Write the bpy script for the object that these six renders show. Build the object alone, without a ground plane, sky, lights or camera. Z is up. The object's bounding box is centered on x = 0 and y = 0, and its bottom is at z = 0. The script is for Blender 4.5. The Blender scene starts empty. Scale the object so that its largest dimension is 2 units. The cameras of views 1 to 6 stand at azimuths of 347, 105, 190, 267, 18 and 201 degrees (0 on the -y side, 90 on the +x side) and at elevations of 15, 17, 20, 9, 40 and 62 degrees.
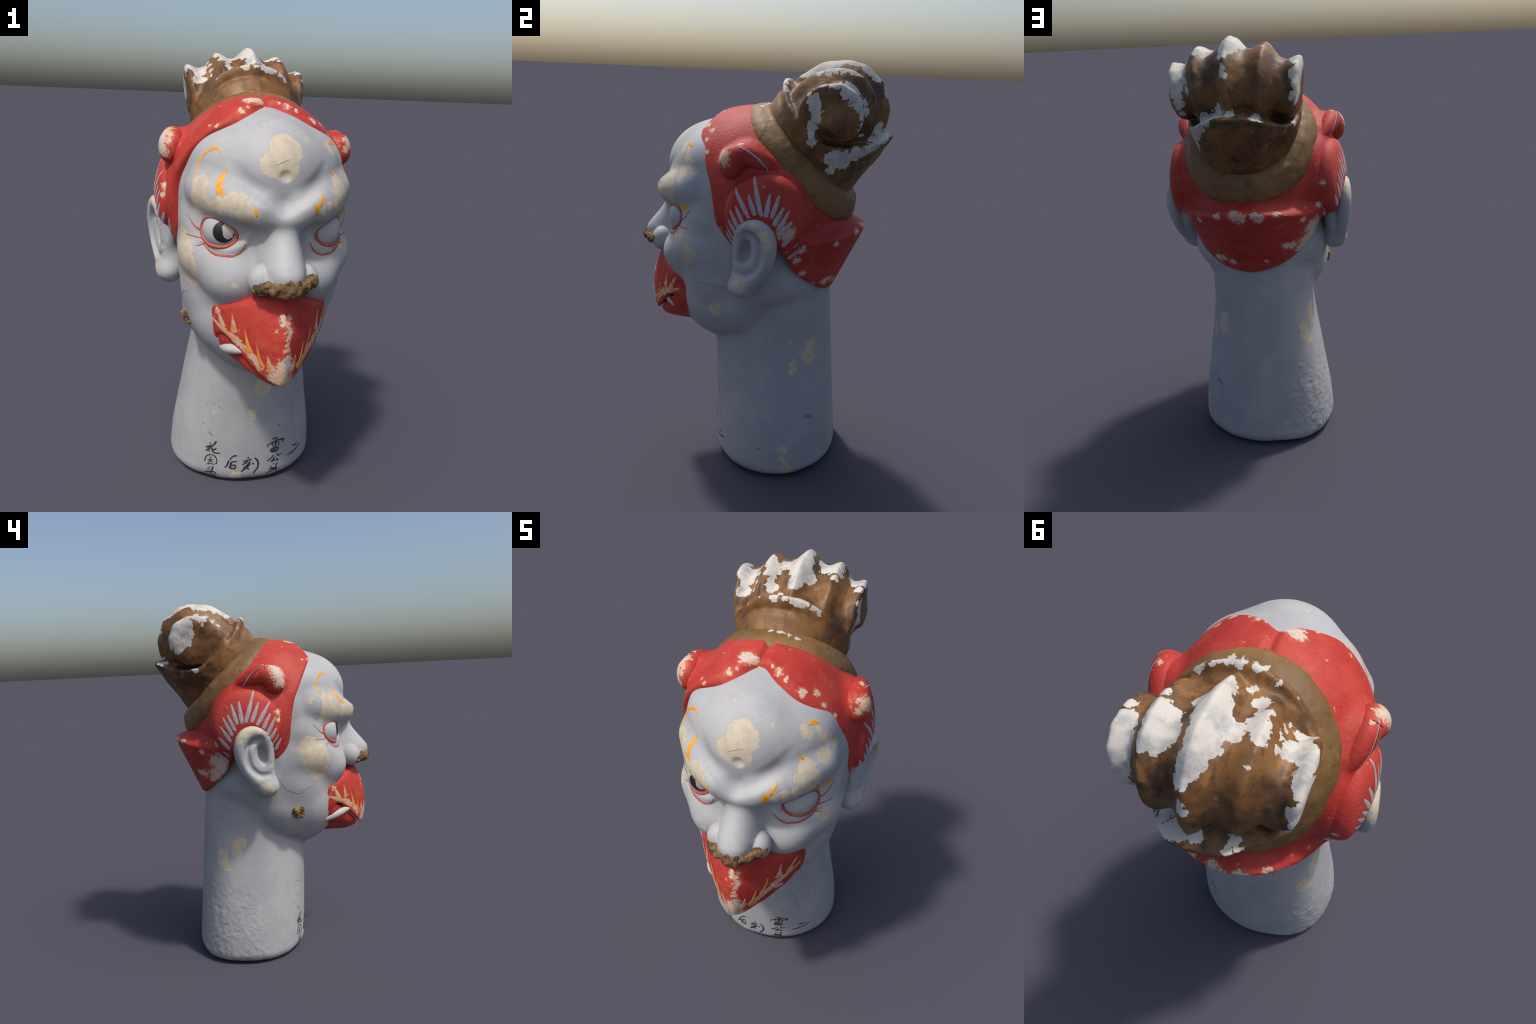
import bpy, math, random
import numpy as np
from mathutils import Vector
from mathutils.bvhtree import BVHTree

random.seed(7)

# ----------------------------------------------------------------------------
#  small sculpting kit: signed distance fields, meshed with surface nets
# ----------------------------------------------------------------------------
def smin(a, b, k):
    h = np.maximum(k - np.abs(a - b), 0.0) / k
    return np.minimum(a, b) - h * h * k * 0.25

def smax(a, b, k):
    return -smin(-a, -b, k)

def frame(yaw=0.0, pitch=0.0, roll=0.0):
    cy, sy = math.cos(yaw), math.sin(yaw)
    cp, sp = math.cos(pitch), math.sin(pitch)
    cr, sr = math.cos(roll), math.sin(roll)
    rz = np.array([[cy, -sy, 0], [sy, cy, 0], [0, 0, 1]])
    rx = np.array([[1, 0, 0], [0, cp, -sp], [0, sp, cp]])
    ry = np.array([[cr, 0, sr], [0, 1, 0], [-sr, 0, cr]])
    return rz @ rx @ ry

def ellipsoid(p, c, r, rot=None):
    d = p - np.asarray(c, float)
    if rot is not None:
        d = d @ rot                      # into the local axes
    r = np.asarray(r, float)
    k0 = np.sqrt(((d / r) ** 2).sum(1)) + 1e-9
    k1 = np.sqrt(((d / (r * r)) ** 2).sum(1)) + 1e-9
    return k0 * (k0 - 1.0) / k1

def ball(p, c, r):
    return np.sqrt(((p - np.asarray(c, float)) ** 2).sum(1)) - r

def limb(p, a, b, ra, rb):
    a, b = np.asarray(a, float), np.asarray(b, float)
    ba = b - a
    t = np.clip(((p - a) @ ba) / (ba @ ba), 0, 1)
    d = p - a - t[:, None] * ba
    return np.sqrt((d ** 2).sum(1)) - (ra + (rb - ra) * t)

def curve(x, xs, ys):
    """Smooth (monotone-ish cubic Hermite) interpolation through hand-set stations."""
    xs, ys = np.asarray(xs, float), np.asarray(ys, float)
    d = np.diff(ys) / np.diff(xs)
    m = np.concatenate([[d[0]], np.where(d[1:] * d[:-1] > 0, 2 * d[1:] * d[:-1] / (d[1:] + d[:-1] + 1e-12), 0), [d[-1]]])
    x = np.clip(x, xs[0], xs[-1])
    i = np.clip(np.searchsorted(xs, x) - 1, 0, len(xs) - 2)
    h = xs[i + 1] - xs[i]
    t = (x - xs[i]) / h
    return ((2 * t ** 3 - 3 * t ** 2 + 1) * ys[i] + (t ** 3 - 2 * t ** 2 + t) * h * m[i]
            + (-2 * t ** 3 + 3 * t ** 2) * ys[i + 1] + (t ** 3 - t ** 2) * h * m[i + 1])

def spline(pts, n=4, closed=False):
    """Catmull-Rom through stations of any width."""
    P = np.asarray(pts, float)
    if closed:
        P = np.concatenate([P[-1:], P, P[:2]])
    else:
        P = np.concatenate([2 * P[:1] - P[1:2], P, 2 * P[-1:] - P[-2:-1]])
    out = []
    for i in range(1, len(P) - 2):
        a, b, c, d = P[i - 1], P[i], P[i + 1], P[i + 2]
        for t in np.arange(n) / n:
            out.append(.5 * (2 * b + (c - a) * t + (2 * a - 5 * b + 4 * c - d) * t ** 2 + (3 * b - a - 3 * c + d) * t ** 3))
    out.append(P[-2])
    return np.array(out)

def chain(p, pts, n=4, closed=False):
    """Smooth tube through (x, y, z, radius) stations."""
    f = None
    st = spline(pts, n, closed)
    lo, hi = st[:, :3].min(0) - .14, st[:, :3].max(0) + .14
    near = ((p > lo) & (p < hi)).all(1)
    out = np.full(len(p), .12)
    out = np.maximum(out, np.sqrt((np.maximum(np.maximum(lo - p, p - hi), 0) ** 2).sum(1)) + .1)
    q = p[near]
    if len(q):
        for s, e in zip(st[:-1], st[1:]):
            g = limb(q, s[:3], e[:3], s[3], e[3])
            f = g if f is None else np.minimum(f, g)
        out[near] = f
    return out

def lattice(ix, iy, iz, seed):
    n = (ix * 73856093) ^ (iy * 19349663) ^ (iz * 83492791) ^ (seed * 2654435)
    n = (n ^ (n >> 13)) * 1274126177
    n = n & 0x7FFFFFFF
    n = (n ^ (n >> 15)) & 0xFFFF
    return n / 32767.5 - 1.0

def noise3(p, scale, seed=1):
    q = p * scale
    i = np.floor(q).astype(np.int64)
    f = q - i
    f = f * f * f * (f * (f * 6 - 15) + 10)
    out = 0.0
    for dx in (0, 1):
        for dy in (0, 1):
            for dz in (0, 1):
                w = ((f[:, 0] if dx else 1 - f[:, 0]) * (f[:, 1] if dy else 1 - f[:, 1])
                     * (f[:, 2] if dz else 1 - f[:, 2]))
                out = out + w * lattice(i[:, 0] + dx, i[:, 1] + dy, i[:, 2] + dz, seed)
    return out

def surface_net(field, lo, hi, h, blk=8):
    """Mesh the zero level of a distance field; only blocks near the skin are sampled."""
    lo = np.asarray(lo, float)
    nb = np.ceil((np.asarray(hi, float) - lo) / (h * blk)).astype(int)
    n = nb * blk + 1
    bi = np.stack(np.meshgrid(*[np.arange(k) for k in nb], indexing='ij'), -1).reshape(-1, 3)
    fc = field(lo + (bi + 0.5) * blk * h)
    F = np.empty(n, np.float32)
    sgn = np.where(fc < 0, -1.0, 1.0).reshape(nb)
    F[:-1, :-1, :-1] = np.repeat(np.repeat(np.repeat(sgn, blk, 0), blk, 1), blk, 2)
    F[-1], F[:, -1], F[:, :, -1] = 1, 1, 1
    act = bi[np.abs(fc) < blk * h * 1.25]
    o = np.stack(np.meshgrid(*[np.arange(blk + 1)] * 3, indexing='ij'), -1).reshape(-1, 3)
    for s in range(0, len(act), 400):
        idx = (act[s:s + 400, None, :] * blk + o[None]).reshape(-1, 3)
        F[idx[:, 0], idx[:, 1], idx[:, 2]] = field(lo + idx * h)
    S = F < 0
    cnt = np.zeros(n - 1, np.int8)
    for a in (0, 1):
        for b in (0, 1):
            for c in (0, 1):
                cnt += S[a:n[0] - 1 + a, b:n[1] - 1 + b, c:n[2] - 1 + c]
    cells = np.argwhere((cnt > 0) & (cnt < 8))
    vid = np.full(n - 1, -1, np.int64)
    vid[cells[:, 0], cells[:, 1], cells[:, 2]] = np.arange(len(cells))
    corners = [(a, b, c) for a in (0, 1) for b in (0, 1) for c in (0, 1)]
    val = {q: F[cells[:, 0] + q[0], cells[:, 1] + q[1], cells[:, 2] + q[2]].astype(float) for q in corners}
    acc = np.zeros((len(cells), 3))
    num = np.zeros(len(cells))
    for q in corners:
        for ax in range(3):
            if q[ax]:
                continue
            r = list(q); r[ax] = 1; r = tuple(r)
            a, b = val[q], val[r]
            m = (a < 0) != (b < 0)
            t = np.where(m, a / np.where(m, a - b, 1), 0)
            pt = np.tile(np.array(q, float), (len(cells), 1)); pt[:, ax] += t
            acc[m] += pt[m]; num[m] += 1
    V = lo + (cells + acc / num[:, None]) * h
    quads = []
    for ax in range(3):
        u, w = (ax + 1) % 3, (ax + 2) % 3
        sl0 = [slice(None)] * 3; sl1 = [slice(None)] * 3
        sl0[ax] = slice(0, -1); sl1[ax] = slice(1, None)
        a, b = S[tuple(sl0)], S[tuple(sl1)]
        e = np.argwhere(a != b)
        e = e[(e[:, u] > 0) & (e[:, w] > 0) & (e[:, u] < n[u] - 1) & (e[:, w] < n[w] - 1)]
        ins = a[e[:, 0], e[:, 1], e[:, 2]]
        def at(du, dw):
            c = e.copy(); c[:, u] += du; c[:, w] += dw
            return vid[c[:, 0], c[:, 1], c[:, 2]]
        q = np.stack([at(-1, -1), at(0, -1), at(0, 0), at(-1, 0)], 1)
        q[~ins] = q[~ins][:, ::-1]
        quads.append(q)
    Q = np.concatenate(quads)
    Q = Q[(Q >= 0).all(1)]
    for _ in range(2):                                   # settle on the exact skin
        g, f = gradient(field, V, h * 0.4)
        V = V - np.clip(f, -h * .6, h * .6)[:, None] * g
    return V, Q

def gradient(field, V, e):
    f = field(V)
    g = np.stack([field(V + np.eye(3)[i] * e) - field(V - np.eye(3)[i] * e) for i in range(3)], 1) / (2 * e)
    ln = np.sqrt((g ** 2).sum(1)) + 1e-9
    return g / ln[:, None], f / np.maximum(ln, 0.5)

def mesh_from(name, V, Q):
    me = bpy.data.meshes.new(name)
    me.vertices.add(len(V)); me.vertices.foreach_set('co', np.ascontiguousarray(V, np.float32).ravel())
    me.loops.add(Q.size); me.loops.foreach_set('vertex_index', np.ascontiguousarray(Q, np.int32).ravel())
    k = Q.shape[1]
    me.polygons.add(len(Q))
    me.polygons.foreach_set('loop_start', np.arange(0, Q.size, k, dtype=np.int32))
    me.polygons.foreach_set('use_smooth', np.ones(len(Q), bool))
    me.update(); me.validate()
    return me

ROOT = bpy.data.objects.new('demon_head', None)
bpy.context.scene.collection.objects.link(ROOT)
SKINS = []                                               # (V, Q) of everything paint can lie on

def add(name, me, parent=None, mat=None):
    ob = bpy.data.objects.new(name, me)
    bpy.context.scene.collection.objects.link(ob)
    ob.parent = parent or ROOT
    if mat:
        me.materials.append(mat)
    return ob

def sculpt(name, field, lo, hi, h, mat=None, parent=None, skin=True):
    V, Q = surface_net(field, lo, hi, h)
    if skin:
        SKINS.append((V, Q))
    return add(name, mesh_from(name, V, Q), parent, mat)

def mirror(p):
    q = p.copy(); q[:, 0] = np.abs(q[:, 0]); return q

# ----------------------------------------------------------------------------
#  the carved head: white body (skull, face, jaw, neck)
# ----------------------------------------------------------------------------
SKULL_C, SKULL_R = (0, -.02, 1.38), np.array((.368, .428, .378))
MIDX = 0.010                                             # the face sits a touch to +x

def neck_field(p):
    z = p[:, 2]
    t = np.clip(z / 0.75, 0, 1.3)
    cx = -.004 + .006 * t
    hx = curve(z, [0, .15, .40, .78, 1.2], [.356, .346, .307, .258, .258])
    front = -.174 - .030 * t
    back = .454 - .066 * t
    cy, hy = (front + back) / 2, (back - front) / 2
    ex, ey = (p[:, 0] - cx) / hx, (p[:, 1] - cy) / hy
    n = 2.0 + .4 * np.clip(-ex * 2, 0, 1) * np.clip(ey * 2, 0, 1)      # squarer at one rear corner
    r = (np.abs(ex) ** n + np.abs(ey) ** n) ** (1 / n) + 1e-9
    side = (r - 1) * np.minimum(hx, hy)
    wob = .007 * noise3(p * np.array([1, 1, 0]), 9, 3)
    worn = (p[:, 0] < -.05) & (p[:, 1] > .0) & (z < .6)
    if worn.any():                                       # pitted, weathered side
        q = p[worn]
        k = np.clip((.55 - q[:, 2]) / .25, 0, 1) * np.clip((-q[:, 0] - .05) / .15, 0, 1) * np.clip(q[:, 1] / .12, 0, 1)
        side[worn] += k * (.0012 * noise3(q, 42, 51) + .0009 * noise3(q, 85, 52))
    foot = -z + np.abs(wob) * .8
    return smax(smax(side, foot, .065), z - 1.1, .05)

EYE = np.array((.198, -.300, 1.268)); EYE_R = .086
LID = [(.118, -.385, 1.258), (.150, -.388, 1.218), (.193, -.366, 1.198), (.243, -.338, 1.218), (.272, -.310, 1.262),
       (.264, -.322, 1.300), (.225, -.362, 1.325), (.165, -.390, 1.305)]
FOLD = [(.128, -.392, 1.235), (.155, -.375, 1.192), (.192, -.354, 1.172), (.242, -.328, 1.182), (.288, -.292, 1.222)]

def face_field(p):
    p = p.copy(); p[:, 0] -= MIDX
    m = mirror(p)
    f = ellipsoid(m, SKULL_C, SKULL_R)
    f = smin(f, ellipsoid(m, (0, -.07, 1.13), (.358, .325, .33)), .08)
    f = smin(f, ellipsoid(m, (0, -.03, .865), (.312, .185, .195)), .05)
    jaw = m.copy(); jaw[:, 0] = np.abs(p[:, 0] + .010); jaw[:, 2] -= .22 * np.sqrt(jaw[:, 0] ** 2 + .0025)     # V-shaped underside
    f = smin(f, ellipsoid(jaw, (0, -.115, .838), (.318, .285, .262)), .08)
    f = smin(f, ellipsoid(m, (0, .085, 1.01), (.332, .27, .20)), .08)
    # high domed forehead ending in a V above the nose
    f = smin(f, ellipsoid(m, (0, -.205, 1.492), (.240, .252, .218)), .03)

    f = smin(f, ellipsoid(m, (.165, -.185, 1.53), (.13, .135, .11)), .06)
    # brow masses
    brow = chain(m, [(.080, -.434, 1.374, .067), (.165, -.355, 1.388, .089), (.242, -.230, 1.418, .098)])
    f = smin(f, brow, .03)
    f = smin(f, ellipsoid(m, (0, -.425, 1.338), (.105, .072, .050)), .035)
    f = smax(f, -chain(m, [(0, -.488, 1.392, .020), (.07, -.478, 1.425, .018), (.14, -.440, 1.475, .016), (.20, -.39, 1.54, .010)]), .035)
    # cheek bones and the fold beside the nose
    f = smin(f, ellipsoid(m, (.225, -.200, 1.15), (.138, .142, .13)), .05)
    f = smin(f, ellipsoid(m, (.152, -.325, 1.078), (.108, .108, .100)), .09)
    f = smin(f, ellipsoid(m, (.245, -.165, 1.28), (.105, .115, .10)), .04)
    f = smin(f, ellipsoid(m, (.205, -.14, 1.0), (.132, .13, .13)), .05)
    # eye hollow under the brow
    f = smax(f, -ellipsoid(m, (.160, -.468, 1.252), (.108, .082, .062), frame(yaw=.35)), .022)
    # nose: wedge shaped bridge, tip, wings
    nose = p.copy(); nose[:, 0] = np.abs(p[:, 0] - .006)
    f = smin(f, chain(nose, [(0, -.375, 1.285, .060), (0, -.425, 1.20, .080), (0, -.465, 1.130, .092)]), .05)
    f = smin(f, chain(nose, [(0, -.432, 1.285, .042), (0, -.492, 1.205, .044), (.006, -.548, 1.135, .048)]), .05)
    f = smin(f, ellipsoid(nose, (0, -.505, 1.090), (.095, .072, .046)), .025)
    f = smin(f, ellipsoid(nose, (.088, -.476, 1.108), (.050, .056, .060)), .008)
    f = smax(f, -ellipsoid(nose, (.048, -.515, 1.042), (.026, .04, .020)), .012)
    # eyelids and the pouch below
    f = smin(f, chain(m, [(*q, .013) for q in LID[:6]], 5), .02)
    f = smin(f, chain(m, [(*q, .011) for q in FOLD], 5), .012)
    f = smax(f, -ball(m, EYE, EYE_R + .001), .005)
    # shallow broken socket in the middle of the forehead
    f = smax(f, -ellipsoid(p, (.002, -.472, 1.500), (.034, .024, .030)), .006)
    return f

def body_field(p):
    f = face_field(p)
    f = smin(f, neck_field(p), .02)
    return f

# ----------------------------------------------------------------------------
def hair_region(p):
    """Negative where hair may grow: behind the hairline, above the nape line."""
    a = np.abs(p[:, 0] - MIDX * .3); y, z = p[:, 1], p[:, 2]
    edge = curve(z, [1.0, 1.145, 1.19, 1.25, 1.34, 1.44, 1.55, 1.62, 1.67, 1.74, 1.8],
                     [.05, -.03, -.072, -.098, -.107, -.125, -.172, -.21, -.235, -.20, -.18])
    edge = edge + .045 * np.exp(-(a / .055) ** 2) * (z > 1.6)
    low = curve(y, [-.1, -.03, .06, .12, .20, .243, .273, .323, .371, .5],
                    [1.145, 1.145, 1.26, 1.28, 1.18, 1.085, 1.05, 1.005, .965, .92])
    low = low - .03 * np.maximum(0, (.27 - a) / .27) * (y > .25)
    return np.maximum(edge - y, (low - z) * .75)

def nape_field(p):
    x, y, z = (p[:, 0] - .004) * 1.05, p[:, 1], p[:, 2]
    t = (z - .93) / .33
    cy = .09 + .07 * t
    r = .292 + .077 * t
    d = (np.sqrt((x * 1.0) ** 2 + (y - cy) ** 2) - r) * .95
    top = (z - 1.262 - (.53 - y) * .45 + 1.3 * x * x) * .85
    return smax(smax(d, top, .014), .90 - z, .02)

def hair_field(p):
    f = ellipsoid(p, SKULL_C, SKULL_R + np.array((.018, .020, .030)))
    f = smin(f, ellipsoid(p, (0, .09, 1.33), (.350, .342, .32)), .05)
    f = smin(f, ellipsoid(p, (0, .0, 1.2), (.352, .30, .3)), .05)
    part = np.abs(p[:, 0] + .0) - .0
    f = f + .014 * np.exp(-(part / .016) ** 2) * (p[:, 2] > 1.5)
    f = smin(f, nape_field(p), .03)
    m = mirror(p)
    q = (m - np.array((.330, .125, 1.355))) @ frame(yaw=.12, roll=-.05)
    f = smin(f, ellipsoid(q, (0, 0, 0), (.062, .185, .195)), .06)
    f = smin(f, chain(m, [(.31, .12, 1.56, .03), (.325, .03, 1.595, .045), (.335, -.03, 1.56, .045)]), .05)
    return smax(f, hair_region(p), .018)

def fan_field(m):
    # raised round disc behind and above the ear
    c = np.array((.352, .128, 1.345))
    q = (m - c) @ frame(yaw=.10, roll=-.04)
    r = np.sqrt(q[:, 1] ** 2 + q[:, 2] ** 2)
    dome = (q[:, 0] - .084 + 1.2 * r * r) * .9
    f = smax(r - .185, dome, .040)
    f = smax(f, -.08 - q[:, 0], .01)
    edge = curve(m[:, 1], [-.1, -.03, .06, .12, .20, .243, .3, .5], [1.145, 1.16, 1.31, 1.335, 1.20, 1.10, 1.05, 1.0])
    return smax(f, (edge - m[:, 2]) * .7, .015)

def curl_field(m):
    f = chain(m, [(.320, .16, 1.54, .024), (.345, .09, 1.577, .043), (.357, .03, 1.595, .050), (.363, -.02, 1.585, .054)], 14)
    f = smin(f, ellipsoid(m, (.363, -.028, 1.553), (.060, .056, .064)), .025)
    return f

# ----------------------------------------------------------------------------
def ear_field(m):
    f = ellipsoid(m, (.372, .085, 1.180), (.050, .095, .152), frame(pitch=-.12, yaw=.10))
    f = smin(f, ellipsoid(m, (.362, .045, 1.03), (.058, .062, .072)), .05)
    helix = chain(m, [(.392, .022, 1.165, .018), (.400, .020, 1.225, .024), (.410, .045, 1.285, .031), (.418, .095, 1.309, .034),
                      (.426, .145, 1.285, .036), (.430, .168, 1.225, .035), (.422, .155, 1.145, .033),
                      (.405, .110, 1.070, .036), (.385, .05, 1.025, .045)], 5)
    f = smin(f, helix, .016)
    anti = chain(m, [(.405, .078, 1.255, .014), (.417, .112, 1.215, .022), (.412, .105, 1.140, .021), (.400, .060, 1.100, .018), (.394, .018, 1.115, .015)], 5)
    f = smin(f, anti, .012)
    f = smax(f, -ellipsoid(m, (.432, .055, 1.185), (.055, .027, .058), frame(pitch=-.15)), .014)
    f = smax(f, -chain(m, [(.440, .065, 1.268, .016), (.452, .130, 1.225, .014), (.446, .128, 1.140, .012), (.432, .075, 1.083, .010), (.42, .02, 1.08, .008)], 5), .016)
    f = smin(f, ellipsoid(m, (.380, .028, 1.008), (.048, .056, .048)), .03)
    return f

# ----------------------------------------------------------------------------
#  collar and top-knot
# ----------------------------------------------------------------------------
S2 = math.sqrt(.5)
def collar_field(p):
    n = (p[:, 1] + p[:, 2]) * S2 - 1.257
    e = (p[:, 1] - p[:, 2]) * S2 + .942
    x = p[:, 0] - .006
    hx, he = .308, .340
    r = np.sqrt((x / hx) ** 2 + (e / he) ** 2) + 1e-9
    dr = (r - 1) * .32
    a = np.sqrt(((dr + .052 + n * .55) / .052) ** 2 + (n / .062) ** 2 + 1e-9)
    f = (a - 1) * .045
    return smin(f, np.maximum(dr + .05, np.abs(n) - .035), .03)

CD, CE = np.array((0, .571, .821)), np.array((0, .821, -.571))
RIBS = [(-.272, .131), (-.122, .183), (.022, .217), (.163, .178), (.288, .124)]
def knot_field(p):
    d, e, x = p @ CD, p @ CE, p[:, 0] - .004
    hx = curve(d, [1.36, 1.45, 1.55, 1.72], [.236, .243, .260, .272])
    r = np.sqrt((x / hx) ** 2 + ((e + .720) / .271) ** 2) + 1e-9
    stations = [-1.02, -.985, -.94, -.86, -.75, -.665, -.60, -.55, -.50, -.455, -.4]
    mid = curve(e, stations, [1.640, 1.639, 1.634, 1.63, 1.63, 1.64, 1.67, 1.698, 1.718, 1.734, 1.740])
    ends = curve(e, stations, [1.640, 1.630, 1.605, 1.575, 1.555, 1.556, 1.580, 1.615, 1.650, 1.682, 1.69])
    blend = np.clip((np.abs(x) - .04) / .17, 0, 1); blend = blend * blend * (3 - 2 * blend)
    top = mid + (ends - mid) * blend
    wall = (r - 1) * .26
    lip = np.exp(-((top - d - .012) / .02) ** 2) - .8 * np.exp(-((top - d - .055) / .016) ** 2)
    wall = wall - .009 * lip * np.clip((.20 - np.abs(x)) / .05, 0, 1) * (e < -.75)
    f = smax(wall, d - top, .016)
    f = smax(f, 1.34 - d, .01)
    # ribbed shell growing out of the cup
    y, z = p[:, 1] - .385, p[:, 2] - 1.785
    xs = (p[:, 0] - .008) / (1 + .55 * np.clip(z - .12, -.25, .1)) + .008
    env = curve(xs, [-.36] + [q[0] for q in RIBS] + [.38], [.09] + [q[1] for q in RIBS] + [.08])
    near = np.min(np.stack([np.abs(xs - q[0]) for q in RIBS]), 0)
    valley = .044 * np.sin(np.clip(near / .072, 0, 1) * math.pi / 2) ** 1.5
    rho = np.sqrt(y ** 2 * np.where(y < 0, .64, 1.15) + z ** 2 * np.where(z < 0, 1.05, 1))
    shell = (rho - (env - valley)) * .8
    shell = smax(shell, np.maximum(xs - .296, -.282 - xs), .035)
    f = smin(f, shell, .015)
    # front shoulder of the shell runs down into the cup wall
    m = p.copy(); m[:, 0] = np.abs(p[:, 0] - .005)
    f = smin(f, ellipsoid(m, (.0, .285, 1.74), (.255, .165, .155)), .03)
    f = smin(f, ellipsoid(m, (0, .205, 1.785), (.185, .09, .100)), .03)
    boss = p.copy(); boss[:, 0] = np.abs(p[:, 0] - .022)
    f = smin(f, ellipsoid(boss, (.215, .395, 1.755), (.062, .105, .090)), .02)
    # curl at each end of the shell: a hollow that sweeps under a rounded boss
    f = smax(f, -chain(m, [(.30, .285, 1.775, .022), (.30, .300, 1.725, .032), (.285, .345, 1.680, .030), (.27, .42, 1.650, .022)]), .02)
    return f

# ----------------------------------------------------------------------------
#  beak
# ----------------------------------------------------------------------------
LIP_Y = [-.62, -.56, -.52, -.48, -.42, -.376, -.34, -.30, -.27, -.2]
LIP_Z = [.655, .677, .712, .755, .822, .852, .838, .790, .765, .75]
def tent(p, inset=0.0):
    a = np.sqrt(p[:, 0] ** 2 + .012 ** 2) - .012
    z = p[:, 2]
    ridge = curve(z, [.64, .665, .685, .72, .77, .82, .88, .94, 1.03, 1.10],
                  [-.46, -.515, -.545, -.562, -.571, -.573, -.570, -.558, -.520, -.48])
    lin = curve(z, [.7, .9, 1.03], [.72, .62, .42])
    g = lin * a + 1.75 * a * a
    f = (ridge + g + inset - p[:, 1]) / np.sqrt(1 + (lin + 3.5 * a) ** 2)
    side = curve(z, [.74, .80, .86, .92], [.185, .215, .238, .246])
    return smax(f, a - side + inset, .06)

def upper_beak_field(p):
    p = p.copy(); p[:, 0] -= MIDX
    a = np.abs(p[:, 0])
    f = tent(p)
    lip = curve(p[:, 1], LIP_Y, LIP_Z)
    f = smax(f, (lip - p[:, 2]) * .75, .018)
    f = smax(f, (p[:, 2] - (1.070 - .42 * a)) * .9, .025)
    f = smax(f, p[:, 1] + .20, .02)
    return f

def lower_beak_field(p):
    p = p.copy(); p[:, 0] -= MIDX
    a = np.abs(p[:, 0])
    f = tent(p, .010 + .014 * np.clip((-.34 - p[:, 1]) / .06, 0, 1))
    lip = curve(p[:, 1], LIP_Y, LIP_Z)
    inner = np.clip((p[:, 1] + .375) / .03, 0, 1) * .022          # corners of the mouth close up
    f = smax(f, (p[:, 2] - (lip - .008 + inner)) * .75, .012)
    f = smax(f, (.652 + .55 * a - p[:, 2]) * .87, .025)
    return smax(f, p[:, 1] + .20, .02)

def fang_field(m):
    return chain(m, [(.180, -.305, .768, .016), (.170, -.36, .786, .022), (.146, -.415, .803, .020), (.122, -.450, .808, .010), (.112, -.462, .808, .004)])

def rough(field, amp, scale, seed):
    return lambda p: field(p) + amp * noise3(p, scale, seed) + amp * .5 * noise3(p, scale * 2.1, seed + 5)

# ----------------------------------------------------------------------------
#  bare wood showing at the broken nose tip, and a plug in the jaw
# ----------------------------------------------------------------------------
def crumble(p, amp, scale, seed):
    return amp * noise3(p, scale, seed) + amp * .5 * noise3(p, scale * 2.3, seed + 3)

def nose_wood_field(p):
    f = chain(p, [(-.092, -.515, 1.088, .024), (-.055, -.545, 1.100, .028), (-.015, -.560, 1.096, .034), (.022, -.563, 1.100, .046),
                  (.060, -.554, 1.096, .032), (.088, -.540, 1.106, .026), (.122, -.508, 1.112, .026)])
    f = smin(f, ball(p, (.020, -.568, 1.112), .038), .02)
    return f + crumble(p, .007, 36, 11)

def jaw_plug_field(p):
    n = np.array((-.86, -.42, -.28)); n = n / np.linalg.norm(n)
    q = p - np.array((-.306, -.132, .846))
    h = q @ n
    r = np.sqrt(np.maximum((q ** 2).sum(1) - h * h, 0))
    return smax(r - .034, np.abs(h) - .022, .015) + crumble(p, .007, 45, 21)

def eye_opening(side, turns=40):
    """Walk out over the eyeball from the gaze pole until the carved lid is met."""
    c = EYE * (side, 1, 1) + (MIDX, 0, 0)
    g = np.array((.10 * side, -1, -.08)); g /= np.linalg.norm(g)
    u = np.cross(g, (0, 0, 1)); u /= np.linalg.norm(u)
    w = np.cross(u, g)
    steps = np.radians(np.linspace(12, 105, 94))
    ring = []
    for a in np.arange(turns) / turns * 2 * math.pi:
        side_dir = math.cos(a) * u + math.sin(a) * w
        pts = c + (EYE_R + .004) * (np.cos(steps)[:, None] * g + np.sin(steps)[:, None] * side_dir)
        f = body_field(pts)
        hit = np.argmax(f < .0) if (f < .0).any() else len(steps) - 1
        ring.append(math.degrees(steps[hit]))
    ring = np.array(ring)
    for _ in range(2):
        ring = (np.roll(ring, 1) + 2 * ring + np.roll(ring, -1)) / 4
    out = []
    for a, t in zip(np.arange(turns) / turns * 2 * math.pi, np.radians(ring)):
        side_dir = math.cos(a) * u + math.sin(a) * w
        q = c + (EYE_R + .002) * (math.cos(t) * g + math.sin(t) * side_dir)
        low = .5 - .5 * math.sin(a)
        out.append((*q, .0042 + .0046 * low))
    return out

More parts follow.
